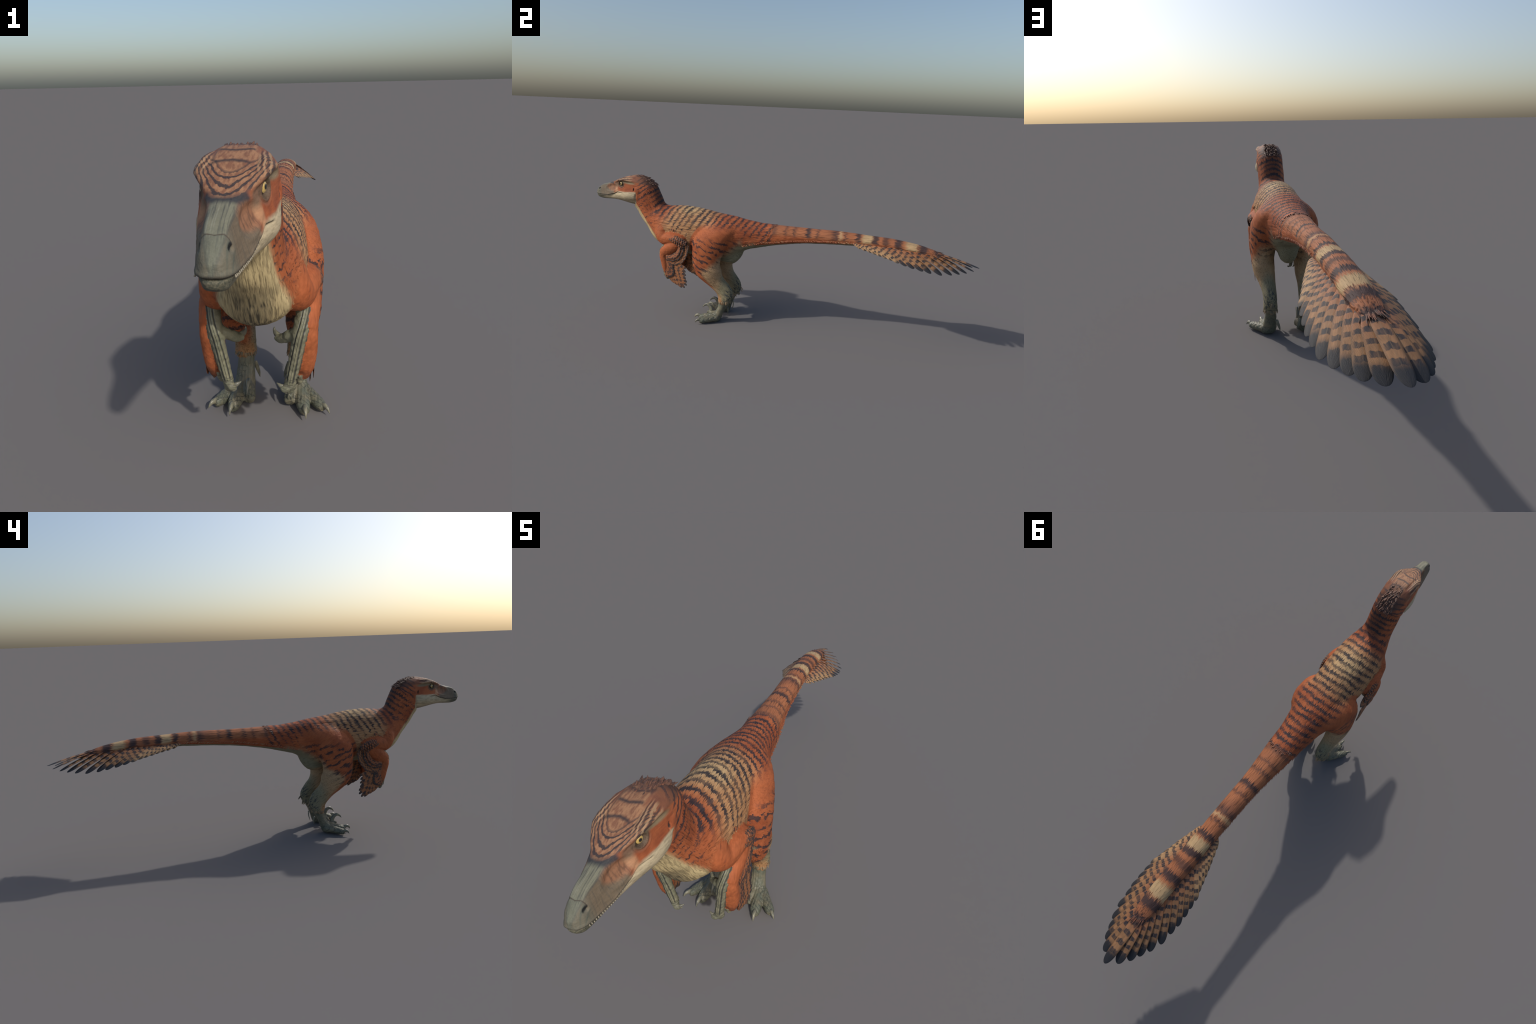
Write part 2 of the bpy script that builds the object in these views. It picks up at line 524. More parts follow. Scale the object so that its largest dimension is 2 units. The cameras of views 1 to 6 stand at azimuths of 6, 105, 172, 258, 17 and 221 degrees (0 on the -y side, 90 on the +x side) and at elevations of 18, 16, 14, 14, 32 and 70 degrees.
    # ---- strands
    strand = g.mix_value(leg.max(thigh), streak, leg_dir)
    hair = (1-thigh*.5+leg*.4)*g.step(.52, .70, g.mix_value(leg.max(thigh), brush, g.noise(g.vec(x*300., (y*.55+z*.83)*300., (y*.83-z*.55)*30.), 1., 1.)))
    col = g.scale_colour(col, (.66+strand*.50+fine*.18)*(1-hair*.30))
    return g.done(col, .65, strand*.8+fine*.2+hair*-.5, .0018, .15)


SKIRT = [(-.20, .425), (-.12, .412), (-.05, .437), (.02, .447), (.20, .472), (.42, .488), (.60, .494), (.84, .480)]
def tail_skirt(y):
    return np.interp(y, [s[0] for s in SKIRT], [s[1] for s in SKIRT])

def tail_skirt_nodes(g, y):
    v = None
    for (y0, z0), (y1, z1) in zip(SKIRT[:-1], SKIRT[1:]):
        n = g.nt.nodes.new('ShaderNodeMapRange')
        g.link(y, n.inputs[0])
        for i, q in enumerate((y0, y1, 0. if v is not None else z0, z1-z0 if v is not None else z1)):
            n.inputs[i+1].default_value = q
        e = Ex(g, n.outputs[0])
        v = e if v is None else v+e
    return v


def head_material(jaw=False):
    g = Graph('jaw_skin' if jaw else 'head_coat')
    x, y, z, ax = g.x, g.y, g.z, g.ax
    streak = g.noise(g.vec(x*190., y*26., z*190.), 1., 3.)
    vert = g.noise(g.vec(x*120., y*260., z*22.), 1., 2.)
    blot = g.noise(g.P, 16., 3.)
    fine = g.noise(g.P, 330., 2.)
    n = (blot-.5)*.016+(streak-.5)*.012
    # orange of cheek and back of the head
    col = g.mix(g.step(.42, .66, blot), ORANGE, RUST)
    # neck stripes running onto the head
    ph = (.80*(y+.60)-1.10*(z-.59))*37.+(streak-.5)*.75+(blot-.5)*.9
    st = g.step(.25, .7, g.math('SINE', ph*6.2832))*g.step(-.745, -.715, y)*g.step(.60, .63, z)
    # jaw and throat
    jl = mouth_line(g, y)
    pale = g.step(.004, -.004, z-jl-.004+n*.3)
    pale_back = g.step(.648, .640, z+n*.3)*g.step(-.86, -.84, y)
    back_edge = g.step(-.738, -.748, y-(z-.62)*.12+n*.3)
    throat = g.step(.595, .585, z+(y+.75)*.35+n*.6)
    pale = pale.max(pale_back)*back_edge
    pale = pale.max(throat)
    jawcol = g.mix(g.step(.4, .62, g.noise(g.vec(x*90., y*40., z*200.), 1., 3.)), (.47, .385, .25), (.36, .295, .19))
    jawcol = g.mix(g.step(.600, .590, z+(y+.85)*.12)*.5, jawcol, (.16, .145, .10))
    dark_chin = g.step(-.925, -.975, y+n)
    jawcol = g.mix(dark_chin*g.mix_value(g.step(.35, .6, fine), 1., .75), jawcol, (.075, .078, .058))
    col = g.mix(st*.85, col, DARK)
    col = g.mix(pale, col, jawcol)
    # beak: grey horn, browner on the sides
    beak = g.step(-.862, -.886, y+g.step(.64, .69, z)*.020+n*.6)*g.step(-.003, .002, z-jl)
    side = g.step(.0155, .0195, ax-(z-.675)*.30)
    horn = g.mix(side, (.178, .174, .124), (.158, .120, .080))
    hs = g.noise(g.vec(x*330., y*16., z*60.), 1., 2.)
    hs_front = g.noise(g.vec(x*420., y*8., z*8.), 1., 1.)
    horn = g.mix(g.step(.54, .64, hs_front)*g.step(-.962, -.982, y)*.75, horn, (.055, .06, .05))
    horn = g.mix(g.step(.48, .66, hs)*(1-side)*.75, horn, (.075, .075, .066))
    horn = g.mix(g.step(.55, .75, g.noise(g.vec(x*330., y*9., 3.), 1., 1.))*(1-side)*.5, horn, (.27, .27, .215))
    horn = g.mix(g.step(.48, .66, vert)*side*.55, horn, (.10, .085, .065))
    horn = g.mix(g.bell(ax-(z-.675)*.30, .0175, .0028)*.75, horn, (.08, .072, .06))
    horn = g.mix(g.step(-.955, -.985, y+(blot-.5)*.02)*.55, horn, (.115, .125, .098))
    horn = g.mix(g.bell(y, -.977+ax*.25, .0015)*g.step(.022, .018, ax)*g.step(.645, .65, z)*.8, horn, (.06, .045, .035))
    horn = g.mix(g.step(.0055, .0, z-jl)*.75, horn, (.05, .045, .04))
    col = g.mix(beak, col, horn)
    # dark wedge where beak meets crown
    wedge = g.step(-.922, -.908, y+n*.5)*g.step(-.884, -.894, y-ax*.2)*g.step(.670, .682, z)
    col = g.mix(wedge*.92, col, (.035, .036, .042))
    # orange window in front of the eye
    fen = g.blob(y, z, -.896, .660, .033, .018, .25, -.12)*g.step(.012, .018, ax)
    col = g.mix(fen*.9, col, g.mix(g.step(.42, .62, vert), (.27, .128, .070), (.165, .083, .050)))
    lach = g.blob(y, z, -.862, .655, .010, .020, .5, .2)*g.step(.012, .018, ax)
    col = g.mix(lach*.8, col, (.40, .22, .12))
    lore = g.blob(y, z, -.864, .680, .016, .016, .5)*g.step(.015, .02, ax)
    col = g.mix(lore*.75, col, (.13, .105, .075))
    # eye surround and the grey stripe behind it
    eye = g.blob(y, z, -.832, .684, .022, .021, .35)*g.step(.025, .03, ax)
    col = g.mix(eye*.9, col, g.mix(g.step(.45, .6, fine), (.10, .085, .058), (.065, .055, .04)))
    grey = g.blob(y, z, -.785, .695, .040, .009, .4, -.08)*g.step(.025, .03, ax)
    col = g.mix(grey*.85, col, (.19, .165, .10))
    # crown: tan feathers with nested dark lines
    crown = g.step(-.003, .003, z-brow_line(g, y)+n*.25)*g.step(-.910, -.903, y-ax*.15)
    cr = g.mix(g.step(.35, .65, streak), (.34, .180, .098), (.19, .088, .052))
    fade = g.step(-.79, -.69, y)
    # nested U-shaped dark lines opening backwards from the forehead
    u = y+.905-ax*ax*38.+(blot-.5)*.034+(streak-.5)*.010
    rings = g.math('SINE', u*(6.2832/.0165)-1.0)
    lines = g.step(.05, .70, rings)*g.step(.065, .05, u)*g.step(-.76, -.80, y)
    cr = g.mix(lines*.88, cr, DARK)
    bars = g.bell(y+ax*.25+(blot-.5)*.02, -.823, .007).max(g.bell(y-ax*.3+(blot-.5)*.02, -.790, .009)).max(g.bell(y-ax*.4+(blot-.5)*.02, -.755, .008))
    cr = g.mix(bars*g.step(.030, .020, ax+(streak-.5)*.02)*.85, cr, DARK)
    spots = g.step(.55, .66, g.noise(g.vec(x*60., y*26., z*40.), 1., 2.))*g.step(-.78, -.74, y)
    cr = g.mix(spots*.8, cr, DARK)
    cr = g.mix(g.step(.024, .034, ax)*g.step(-.80, -.77, y)*.85, cr, g.mix(g.step(.4, .65, blot), (.27, .10, .05), (.18, .065, .04)))
    ridge = g.step(.030, .036, ax)*g.step(-.86, -.83, y)*g.step(-.755, -.775, y)
    ridge_line = g.math('SINE', ax*800.+(y+.8)*60.+(blot-.5)*14.+(streak-.5)*3.)
    cr = g.mix(ridge*g.step(.2, .7, ridge_line)*.6, cr, (.43, .285, .16))
    cr = g.mix(ridge*g.step(-.3, -.8, ridge_line)*.8, cr, (.06, .04, .035))
    cr = g.mix(fade*.65, cr, BROWN)
    crown = crown*g.step(-.655, -.675, y)
    col = g.mix(crown, col, cr)
    col = g.mix(st*crown*.75, col, DARK)
    nape = g.step(-.735, -.69, y+n)*g.step(.052, .030, ax)*g.step(.64, .68, z)
    col = g.mix(nape*.8, col, (.075, .04, .03))
    # mouth slit, nostril, ear
    slit = g.bell(z-jl, -.0005, .0022)*g.step(-.815, -.83, y)
    col = g.mix(slit*.9, col, (.02, .017, .015))
    nos = g.blob(y, z, -.978, .647, .0065, .0040, .3, .5)
    col = g.mix(nos*.95, col, (.015, .016, .017))
    ear = g.blob(y, z, -.752, .661, .0032, .0085, .3, .15)*g.step(.03, .04, ax)
    col = g.mix(ear*.95, col, (.03, .022, .02))
    col = g.scale_colour(col, .64+streak*.46+fine*.24)
    return g.done(col, .62, streak*.8+fine*.45, .0012, .22)


MOUTH = [(-1.003, .618), (-.967, .6155), (-.919, .617), (-.876, .629), (-.856, .640), (-.824, .637), (-.775, .643)]
BROW = [(-.91, .684), (-.88, .689), (-.842, .7005), (-.815, .704), (-.755, .700), (-.70, .688)]
def piecewise(g, y, pts):
    v = None
    for (y0, z0), (y1, z1) in zip(pts[:-1], pts[1:]):
        n = g.nt.nodes.new('ShaderNodeMapRange')
        g.link(y, n.inputs[0])
        lo, hi = (0., z1-z0) if v is not None else (z0, z1)
        for i, q in enumerate((y0, y1, lo, hi)):
            n.inputs[i+1].default_value = q
        e = Ex(g, n.outputs[0])
        v = e if v is None else v+e
    return v
def mouth_line(g, y): return piecewise(g, y, MOUTH)
def brow_line(g, y): return piecewise(g, y, BROW)


def arm_material():
    g = Graph('orange_arm_coat')
    streak = g.noise(g.vec(g.x*120., (g.y*.8-g.z*.6)*120., (g.y*.6+g.z*.8)*26.), 1., 3.)
    blot = g.noise(g.P, 14., 3.)
    fine = g.noise(g.P, 260., 2.)
    col = g.mix(g.step(.40, .68, blot), ORANGE, (.36, .095, .034))
    sp = g.step(.52, .68, g.noise(g.vec(g.x*150., (g.y*.8-g.z*.6)*150., (g.y*.6+g.z*.8)*18.), 1., 2.))*g.step(.42, .6, g.noise(g.P, 22., 2.))
    low = g.step(.262, .235, g.z+(streak-.5)*.03)*g.step(-.50, -.53, g.y)
    col = g.mix(low*.55, col, (.10, .045, .03))
    col = g.mix(sp*.6, col, (.12, .04, .025))
    # the inner face toward the breast is darker brown
    barbs = g.voronoi(g.vec(g.x*150., (g.y*.8-g.z*.6)*150., (g.y*.6+g.z*.8)*55.), 1., 'F1')
    col = g.scale_colour(col, (.66+streak*.50+fine*.16)*(1.08-barbs*.28))
    return g.done(col, .65, streak*.8+fine*.2, .0018, .15)


def bare_material():
    g = Graph('bare_arm_skin')
    # dark lines running down the arm between the sinews
    u = g.ax-(g.z-.30)*.17-g.step(.33, .40, g.z)*.006
    ln = g.bell(u, .0825, .0034).max(g.bell(u, .0695, .0022)).max(g.bell(u, .0925, .0030)*.8).max(g.bell(u, .076, .0012)*.5)
    ln = ln*g.step(.222, .235, g.z)*g.step(.055, .06, g.ax)
    blot = g.noise(g.P, 40., 3.)
    fine = g.noise(g.P, 300., 2.)
    col = g.mix(g.step(.35, .7, blot), BARE, (.225, .212, .138))
    col = g.mix(ln*.9, col, (.02, .022, .025))
    wr = g.step(.5, .62, g.noise(g.vec(g.x*60., g.y*60., g.z*300.), 1., 2.))*g.step(.245, .235, g.z)
    col = g.mix(wr*.55, col, (.06, .055, .045))
    col = g.scale_colour(col, .8+fine*.35)
    return g.done(col, .5, fine+ln*-2.+wr*-.8, .0010, .4)


def foot_material():
    g = Graph('scaly_foot_skin')
    v = g.voronoi(g.vec(g.x*110., g.y*110., g.z*80.), 1.)
    crack = g.step(.07, .01, v)*g.step(.45, .6, g.noise(g.P, 25., 1.))
    bands = g.step(.66, .9, g.math('SINE', (g.y*.75+g.z*.3+g.ax*.5)*620.))*g.step(.045, .03, g.z)
    fine = g.noise(g.P, 240., 3.)
    blot = g.noise(g.P, 30., 3.)
    col = g.mix(g.step(.35, .68, blot), (.108, .115, .082), (.172, .152, .098))
    col = g.mix(crack*.55, col, (.04, .045, .042))
    col = g.mix(bands*.5, col, (.05, .055, .05))
    col = g.scale_colour(col, .78+fine*.4)
    return g.done(col, .5, fine*.5+crack*-1.+bands*-1., .0012, .4)


def claw_material(pale=False):
    g = Graph('horn_claw')
    s = g.noise(g.vec(g.x*200., g.y*60., g.z*60.), 1., 2.)
    col = g.mix(g.step(.3, .7, s), (.22, .205, .14), (.10, .10, .08))
    return g.done(col, .35, s, .0004, .5)


def feather_material(name, base, tip, bars, bar_w=.0, shaft=(.25, .16, .09), dark=DARK, tip_at=.80):
    """barred vane; local y runs from quill (0) to tip (1), x across (-1..1)"""
    g = Graph(name)
    info = g.nt.nodes.new('ShaderNodeObjectInfo')
    rnd = Ex(g, info.outputs['Random'])
    x, y = g.x, g.y
    barb = g.noise(g.vec(x*3., y*70.+g.ax*22., rnd*50.), 1., 2.)
    blot = g.noise(g.vec(x*1.6, y*5., rnd*31.), 1., 2.)
    col = g.mix(g.step(.35, .65, blot), base, tuple(c*.72 for c in base))
    w = g.math('SINE', (y*bars+g.ax*-.06+(barb-.5)*.12+rnd*.9+(blot-.5)*.5)*6.2832)
    edge = g.step(.95, .55, g.ax+(barb-.5)*.5)
    bar = g.step(.05+bar_w, .42+bar_w, w)*edge
    col = g.mix(g.step(.55, .15, y+(blot-.5)*.4)*.6, col, (.30, .105, .048))
    col = g.mix(bar*(.70+.25*g.step(.35, .6, blot)), col, dark)
    if tip is not None:
        col = g.mix(g.step(tip_at-.07, tip_at+.07, y+(barb-.5)*.1), col, tip)
    col = g.mix(g.bell(x, 0., .10)*.45*g.step(.9, .7, y), col, shaft)
    col = g.mix(g.step(.72, 1.0, g.ax)*.6*g.step(.95, .8, y), col, tuple(c*.30 for c in base))
    col = g.scale_colour(col, .78+barb*.42)
    return g.done(col, .62, barb, .0008, .26)


def plain_material(name, c, rough=.5, c2=None, scale=60., spec=.4):
    g = Graph(name)
    n = g.noise(g.P, scale, 3.)
    return g.done(g.mix(g.step(.35, .65, n), c, c2 or tuple(v*.7 for v in c)), rough, None, spec=spec)


def eye_material():
    """local x is the line of sight"""
    g = Graph('yellow_eye')
    r = g.math('SQRT', g.y*g.y+g.z*g.z)
    n = g.noise(g.P, 9., 3.)
    iris = g.mix(n, (.62, .46, .16), (.45, .28, .07))
    col = g.mix(g.step(.66, .74, r), iris, (.05, .035, .02))
    col = g.mix(g.step(.33, .29, r), col, (.008, .008, .008))
    col = g.mix(g.bell(r, .36, .08)*.6, col, (.16, .09, .03))
    m = g.done(col, .12, None, spec=.6)
    g.bsdf.inputs['Coat Weight'].default_value = .6
    return m

# ------------------------------------------------------------------ seamless body
V, Q, ED = fused_surface()
V = relax(V, ED, 6)

def local_relax(V, w, it):
    """strong smoothing only where the weight w is above zero"""
    keep = w > .01
    e = ED[keep[ED[:, 0]] | keep[ED[:, 1]]]
    ids = np.unique(e)
    lut = np.full(len(V), -1)
    lut[ids] = np.arange(len(ids))
    sub = relax(V[ids], lut[e], it, w[ids]*keep[ids])
    V = V.copy()
    V[ids] = sub
    return V

def ball(V, c, r, soft=.5):
    P = V*np.array([1, 1, 1]); P[:, 0] = np.abs(P[:, 0])
    return sstep(r, r*soft, np.linalg.norm(P-np.array(c), axis=1))

w = np.zeros(len(V))
for c, r in (((.05, -.27, .535), .10), ((.065, -.145, .465), .10), ((.07, -.22, .50), .09), ((.0, -.66, .69), .075), ((.045, -.66, .665), .06),
             ((.07, -.60, .50), .075), ((.03, -.20, .36), .075), ((.06, -.555, .52), .07), ((.06, -.24, .33), .05)):
    w = np.maximum(w, ball(V, c, r))
V = local_relax(V, w, 160)
w = np.zeros(len(V))
for c, r in (((.10, -.60, .44), .05), ((.08, -.27, .04), .05), ((.07, -.24, .11), .03)):
    w = np.maximum(w, ball(V, c, r))
V = local_relax(V, w, 12)

# ------------------------------------------------------------------ part labels
def label_faces():
    names = sorted({n for n, _, _ in VOLUMES})
    pts, lab = [], []
    for n, v, f in VOLUMES:
        pts.append(v)
        lab += [names.index(n)]*len(v)
    pts = np.vstack(pts)
    kd = KDTree(len(pts))
    for i, p in enumerate(pts):
        kd.insert(p, i)
    kd.balance()
    lab = np.array(lab)
    vl = np.array([lab[kd.find(v)[1]] for v in V])
    # smooth the borders
    n = len(V)
    for _ in range(24):
        best, arg = np.full(n, -1.), vl.copy()
        for k in np.unique(vl):
            m = (vl == k).astype(float)
            s = np.bincount(ED[:, 0], m[ED[:, 1]], n)+np.bincount(ED[:, 1], m[ED[:, 0]], n)+m*1.01
            t = s > best
            best[t], arg[t] = s[t], k
        vl = arg
    return np.array(names)[vl]

LAB = label_faces()
x, y, z = V.T
ax = np.abs(x)
side = np.where(x < 0, '|R', '')
trunkish = (LAB == 'trunk') | (LAB == 'head')
f_head = -.105*(y+.66)+.095*(z-.69)
f_neck = -.13*(y+.60)+.10*(z-.59)
mouth_z = np.interp(y, [p[0] for p in MOUTH], [p[1] for p in MOUTH])
PART = LAB.astype(object).copy()
PART[trunkish] = 'torso'
PART[trunkish & (y > -.115)] = 'tail'
PART[trunkish & (f_neck > 0)] = 'neck'
PART[trunkish & (f_head > 0)] = 'head'
PART[trunkish & (f_head > 0) & (z < mouth_z) & (y < -.75)] = 'lower_jaw'
for s in ('', '|R'):
    m = PART == 'thigh'+s
    PART[m & (z+.35*(y+.30) < .262)] = 'shank'+s

# ------------------------------------------------------------------ surface relief
N = normals(V, Q)
D = np.zeros(len(V))
def hash_noise(u, seed=0):
    """smooth 1-D value noise"""
    r = np.random.default_rng(seed).random(4096)
    i = np.floor(u).astype(int)
    f = u-i
    f = f*f*(3-2*f)
    return r[i % 4096]*(1-f)+r[(i+1) % 4096]*f
def waves(P, scale, seed, octaves=3):
    """cheap 3-D noise from summed rotated sines"""
    rg = np.random.default_rng(seed)
    out = np.zeros(len(P))
    for o in range(octaves):
        for _ in range(5):
            k = rg.normal(size=3)
            k *= scale*(2**o)/np.linalg.norm(k)*rg.uniform(.7, 1.3)
            out += np.sin(P@k+rg.uniform(0, 6.28))/(5**.5*1.7**o)
    return out
head = np.isin(PART, ['head', 'lower_jaw'])
# mouth: slit, upper lip standing over the lower one
dm = z-mouth_z
inmouth = head*sstep(-.812, -.835, y)
D -= inmouth*.0038*np.exp(-(dm/.0019)**2)
D += inmouth*.0016*np.exp(-((dm-.005)/.0035)**2)
D -= inmouth*.0012*sstep(0, -.003, dm)*sstep(-.014, -.006, dm)
# fold from the mouth corner to the cheek and the heavy jaw muscle
D += head*.0045*np.exp(-(((y+.795)/.04)**2+((z-.622)/.015)**2))
jaw_back = (y+.746)+(z-.63)*-.25
D -= (np.isin(PART, ['head', 'lower_jaw', 'neck']))*.0045*np.exp(-((jaw_back-.004)/.0045)**2)*sstep(.645, .63, z)*sstep(.585, .60, z)
# lower rim of the jaw
rim = np.interp(y, [-.96, -.91, -.85, -.795, -.75], [.598, .599, .601, .602, .612])
D -= head*.0022*np.exp(-((z-rim+.006)/.004)**2)*sstep(-.97, -.94, y)*sstep(-.735, -.75, y)*sstep(.01, .02, ax)
# window in front of the eye and its rim
e = np.sqrt(((y+.896)/.036)**2+((z-.660-(y+.896)*.12)/.019)**2)
sidef = head*sstep(.010, .016, ax)
D -= sidef*.0034*sstep(1.05, .55, e)
D += sidef*.0010*np.exp(-((e-1.15)/.14)**2)
# ridge along the top edge of the beak
D += head*.0012*np.exp(-((ax-.0155-(y+.93)*.12)/.0035)**2)*sstep(-.985, -.965, y)*sstep(-.88, -.90, y)*sstep(.655, .665, z)
# eye socket, lids and bags
ec = np.array([.0445, -.832, .6845])
er = np.sqrt(((y-ec[1])/1.12)**2+(z-ec[2])**2)
eh = head*sstep(.024, .03, ax)
D -= eh*.0065*sstep(.0145, .008, er)
D += eh*.0016*np.exp(-((er-.0150)/.0022)**2)
D -= eh*.0010*np.exp(-((er-.0185)/.0018)**2)*sstep(.69, .68, z)
D += eh*.0010*np.exp(-((er-.0220)/.0020)**2)*sstep(.685, .672, z)
# brow: sharp overhanging ridge with a groove behind
bl = np.interp(y, [p[0] for p in BROW], [p[1] for p in BROW])
D += head*.0028*np.exp(-((z-bl-.005)/.0045)**2)*sstep(-.90, -.85, y)*sstep(-.735, -.77, y)*sstep(.015, .03, ax)
D -= head*.0022*np.exp(-((z-bl+.005)/.004)**2)*sstep(-.885, -.85, y)*sstep(-.74, -.77, y)*sstep(.015, .03, ax)
D += head*.0034*np.exp(-((ax-.043)/.005)**2)*sstep(.700, .708, z)*sstep(-.85, -.82, y)*sstep(-.745, -.77, y)
D -= head*.0030*np.exp(-((ax-.032)/.0045)**2)*sstep(.700, .708, z)*sstep(-.85, -.82, y)*sstep(-.745, -.77, y)
# nostril, ear
D -= head*.003*sstep(1.2, .5, np.sqrt(((y+.978)/.0065)**2+((z-.647)/.0045)**2))*sstep(.010, .014, ax)
D -= head*.004*sstep(1.2, .5, np.sqrt(((y+.752-(z-.661)*.15)/.0035)**2+((z-.661)/.0095)**2))*sstep(.03, .04, ax)
D += head*.0025*sstep(1.5, .5, np.sqrt(((y+.735)/.013)**2+((z-.660)/.014)**2))*sstep(.03, .04, ax)
# crease across the beak where its front plate begins
D -= head*.0010*np.exp(-((y+.977-ax*.25)/.0013)**2)*sstep(.022, .018, ax)*sstep(.642, .65, z)
# coat strands: fine ruffled relief over everything feathered
starts = lambda *p: np.any([np.char.startswith(PART.astype(str), q) for q in p], axis=0)
coat = ~starts('lower_jaw', 'foot', 'toe', 'finger', 'bare_forearm')
coat = coat & ~(head & (y < -.90))
A = V*np.array([1, .18, 1])
B = np.stack([x, (y*.55+z*.83), (y*.83-z*.55)*.18], 1)
leg = np.char.startswith(PART.astype(str), 'thigh') | np.char.startswith(PART.astype(str), 'shank')
NK = np.stack([x, (y*.8+z*.6), (y*.6-z*.8)*.16], 1)      # strands along the neck and breast
neckish = sstep(.075, .045, (y+.775)*.807+(z-.575)*.591)*(y < -.45)
neckish = np.maximum(neckish, PART == 'neck')
ruff = np.where(leg, waves(B, 230, 3), waves(A, 230, 2)*(1-neckish)+waves(NK, 240, 6)*neckish*.9)
D += coat*ruff*.00042*np.where(head, .5, 1)
D += coat*waves(V, 38, 5, 2)*.0009*np.where(head, .3, 1)
# muscle shapes: shoulder blade, ribs, hip fold
torso = (PART == 'torso')
D -= torso*.0035*np.exp(-((y+.405-np.maximum(.44-z, 0)*.15)/.016)**2)*sstep(.53, .48, z)*sstep(.05, .08, ax)
# throat and breast folds
D -= np.isin(PART, ['neck', 'torso'])*.0016*np.exp(-(((y+.775)*.807+(z-.575)*.591-.030)/.005)**2)*sstep(.57, .52, z)*sstep(.43, .46, z)
# feather skirt of the tail overhangs the bare underside; ragged lower hem
tailm = np.isin(PART, ['tail', 'torso']) & (y > -.19)
hem = tail_skirt(y)+.0035*(hash_noise(y*150+ax*40, 4)-.5)+.003*(hash_noise(y*420, 5)-.5)
D += tailm*.0026*sstep(-.0012, .0012, z-hem)*sstep(-.19, -.13, y)*sstep(.055, .0, z-hem)*sstep(.83, .78, y)
# ragged collar at the tail root and the short collar where the tail coat ends
col_y = .010+.010*(hash_noise(x*260+z*80, 6)-.5)-.35*(.54-z)
D += np.isin(PART, ['tail'])*.0013*sstep(.0016, -.0016, y-col_y)*sstep(-.07, -.01, y)
end_y = .822+.014*(hash_noise(x*320, 8)-.5)
D -= (PART == 'tail')*.004*sstep(-.001, .002, y-end_y)
# ragged cuff where the leg feathers end
for s in ('', '|R'):
    m = PART == 'shank'+s
    ang = np.arctan2(ax-.07, y+.225)
    hemz = .117+.012*(hash_noise((ang+4)*5.5, 9)-.5)+.004*(hash_noise((ang+4)*18, 10)-.5)+(y+.23)*-.05
    D += m*.003*sstep(-.001, .0015, z-hemz)*sstep(.05, .0, z-hemz)
# scutes and tendons of the feet
foot = np.char.startswith(PART.astype(str), 'foot') | np.char.startswith(PART.astype(str), 'toe')
D += foot*.0003*waves(V, 330, 12, 2)
D += foot*.00035*np.sin((y*.75+ax*.5+.002*waves(V, 90, 15, 1))*700)*sstep(.05, .03, z)*sstep(.004, .014, z)
D += foot*.0010*np.cos((ax-.069-(z*-.02))*720)*sstep(.02, .04, z)*sstep(.12, .10, z)*sstep(-.24, -.255, y-(z-.08)*.2)*.6
bare = starts('bare_forearm', 'finger')
D += bare*.0007*waves(V, 260, 14, 2)
V = V+N*D[:, None]
V = relax(V, ED, 1, lam=.3)
V[:, 2] -= max(0., V[:, 2].min()) if V[:, 2].min() > 0 else V[:, 2].min()

# ------------------------------------------------------------------ objects
thing = bpy.data.objects.new('feathered_dinosaur', None)
bpy.context.scene.collection.objects.link(thing)
thing['label'] = 'orange striped feathered dinosaur with fan tail and sickle claws'
thing['category'] = 'dinosaur'

COAT = coat_material()
HEADM = head_material()
JAWM = HEADM
ARMM = arm_material()
BAREM = bare_material()
FOOTM = foot_material()
CLAWM = claw_material()
MATS = {'torso': COAT, 'neck': COAT, 'tail': COAT, 'thigh': COAT, 'shank': COAT, 'head': HEADM, 'lower_jaw': JAWM,
        'upper_arm': ARMM, 'forearm': ARMM, 'hand': ARMM, 'bare_forearm': BAREM, 'finger': BAREM, 'foot': FOOTM, 'toe': FOOTM}
N = normals(V, Q)
names = sorted(set(PART))
code = np.array([names.index(p) for p in PART])
fc = code[Q]
face_code = np.sort(fc, axis=1)[:, 1]          # faces on a border join one side
OBJ = {}
for k, nm in enumerate(names):
    sel = Q[face_code == k]
    if not len(sel):
        continue
    ids, inv = np.unique(sel, return_inverse=True)
    base = nm.split('|')[0].split('~')[0]
    me = mesh_from(base, V[ids], inv.reshape(-1, 4).tolist())
    me.normals_split_custom_set_from_vertices(N[ids].tolist())
    OBJ[nm] = add_object(base, me, thing, MATS[base])
for nm, ob in OBJ.items():
    for child, par in (('toe', 'foot'), ('finger', 'hand'), ('bare_forearm', 'forearm')):
        if nm.startswith(child):
            ob.parent = OBJ[par+('|R' if nm.endswith('|R') else '')]
OBJ['lower_jaw'].parent = OBJ['head']

kd = KDTree(len(V))
for i, p in enumerate(V):
    kd.insert(p, i)
kd.balance()
def surface(p):
    co, i, d = kd.find(p)
    return np.array(co), N[i]

# ------------------------------------------------------------------ claws, teeth, eyes
def claw(rows, parent, n=14, flat=(.75, 1.)):
    for s in (1, -1):
        VF = tube(rows, n=n, m=5, flat=flat)
        if s < 0:
            VF = mirror(VF)
        add_object('claw', mesh_from('claw', *VF), OBJ[parent if s > 0 else parent+'|R'], CLAWM)
claw([(.139, -.334, .019, .0085), (.146, -.344, .0225, .0075), (.152, -.352, .019, .0050), (.1575, -.3575, .010, .0010)], 'foot')
claw([(.093, -.352, .021, .0100), (.0945, -.366, .0265, .0085), (.096, -.378, .023, .0058), (.097, -.386, .011, .0010)], 'foot')
claw([(.0545, -.306, .040, .0115), (.054, -.309, .056, .0105), (.054, -.319, .071, .0095), (.054, -.333, .0765, .0075), (.054, -.347, .070, .0050), (.054, -.357, .057, .0010)], 'foot')
claw([(.048, -.218, .075, .0060), (.042, -.217, .055, .0060), (.037, -.219, .040, .0042), (.034, -.222, .027, .0008)], 'foot', flat=(.5, 1.))
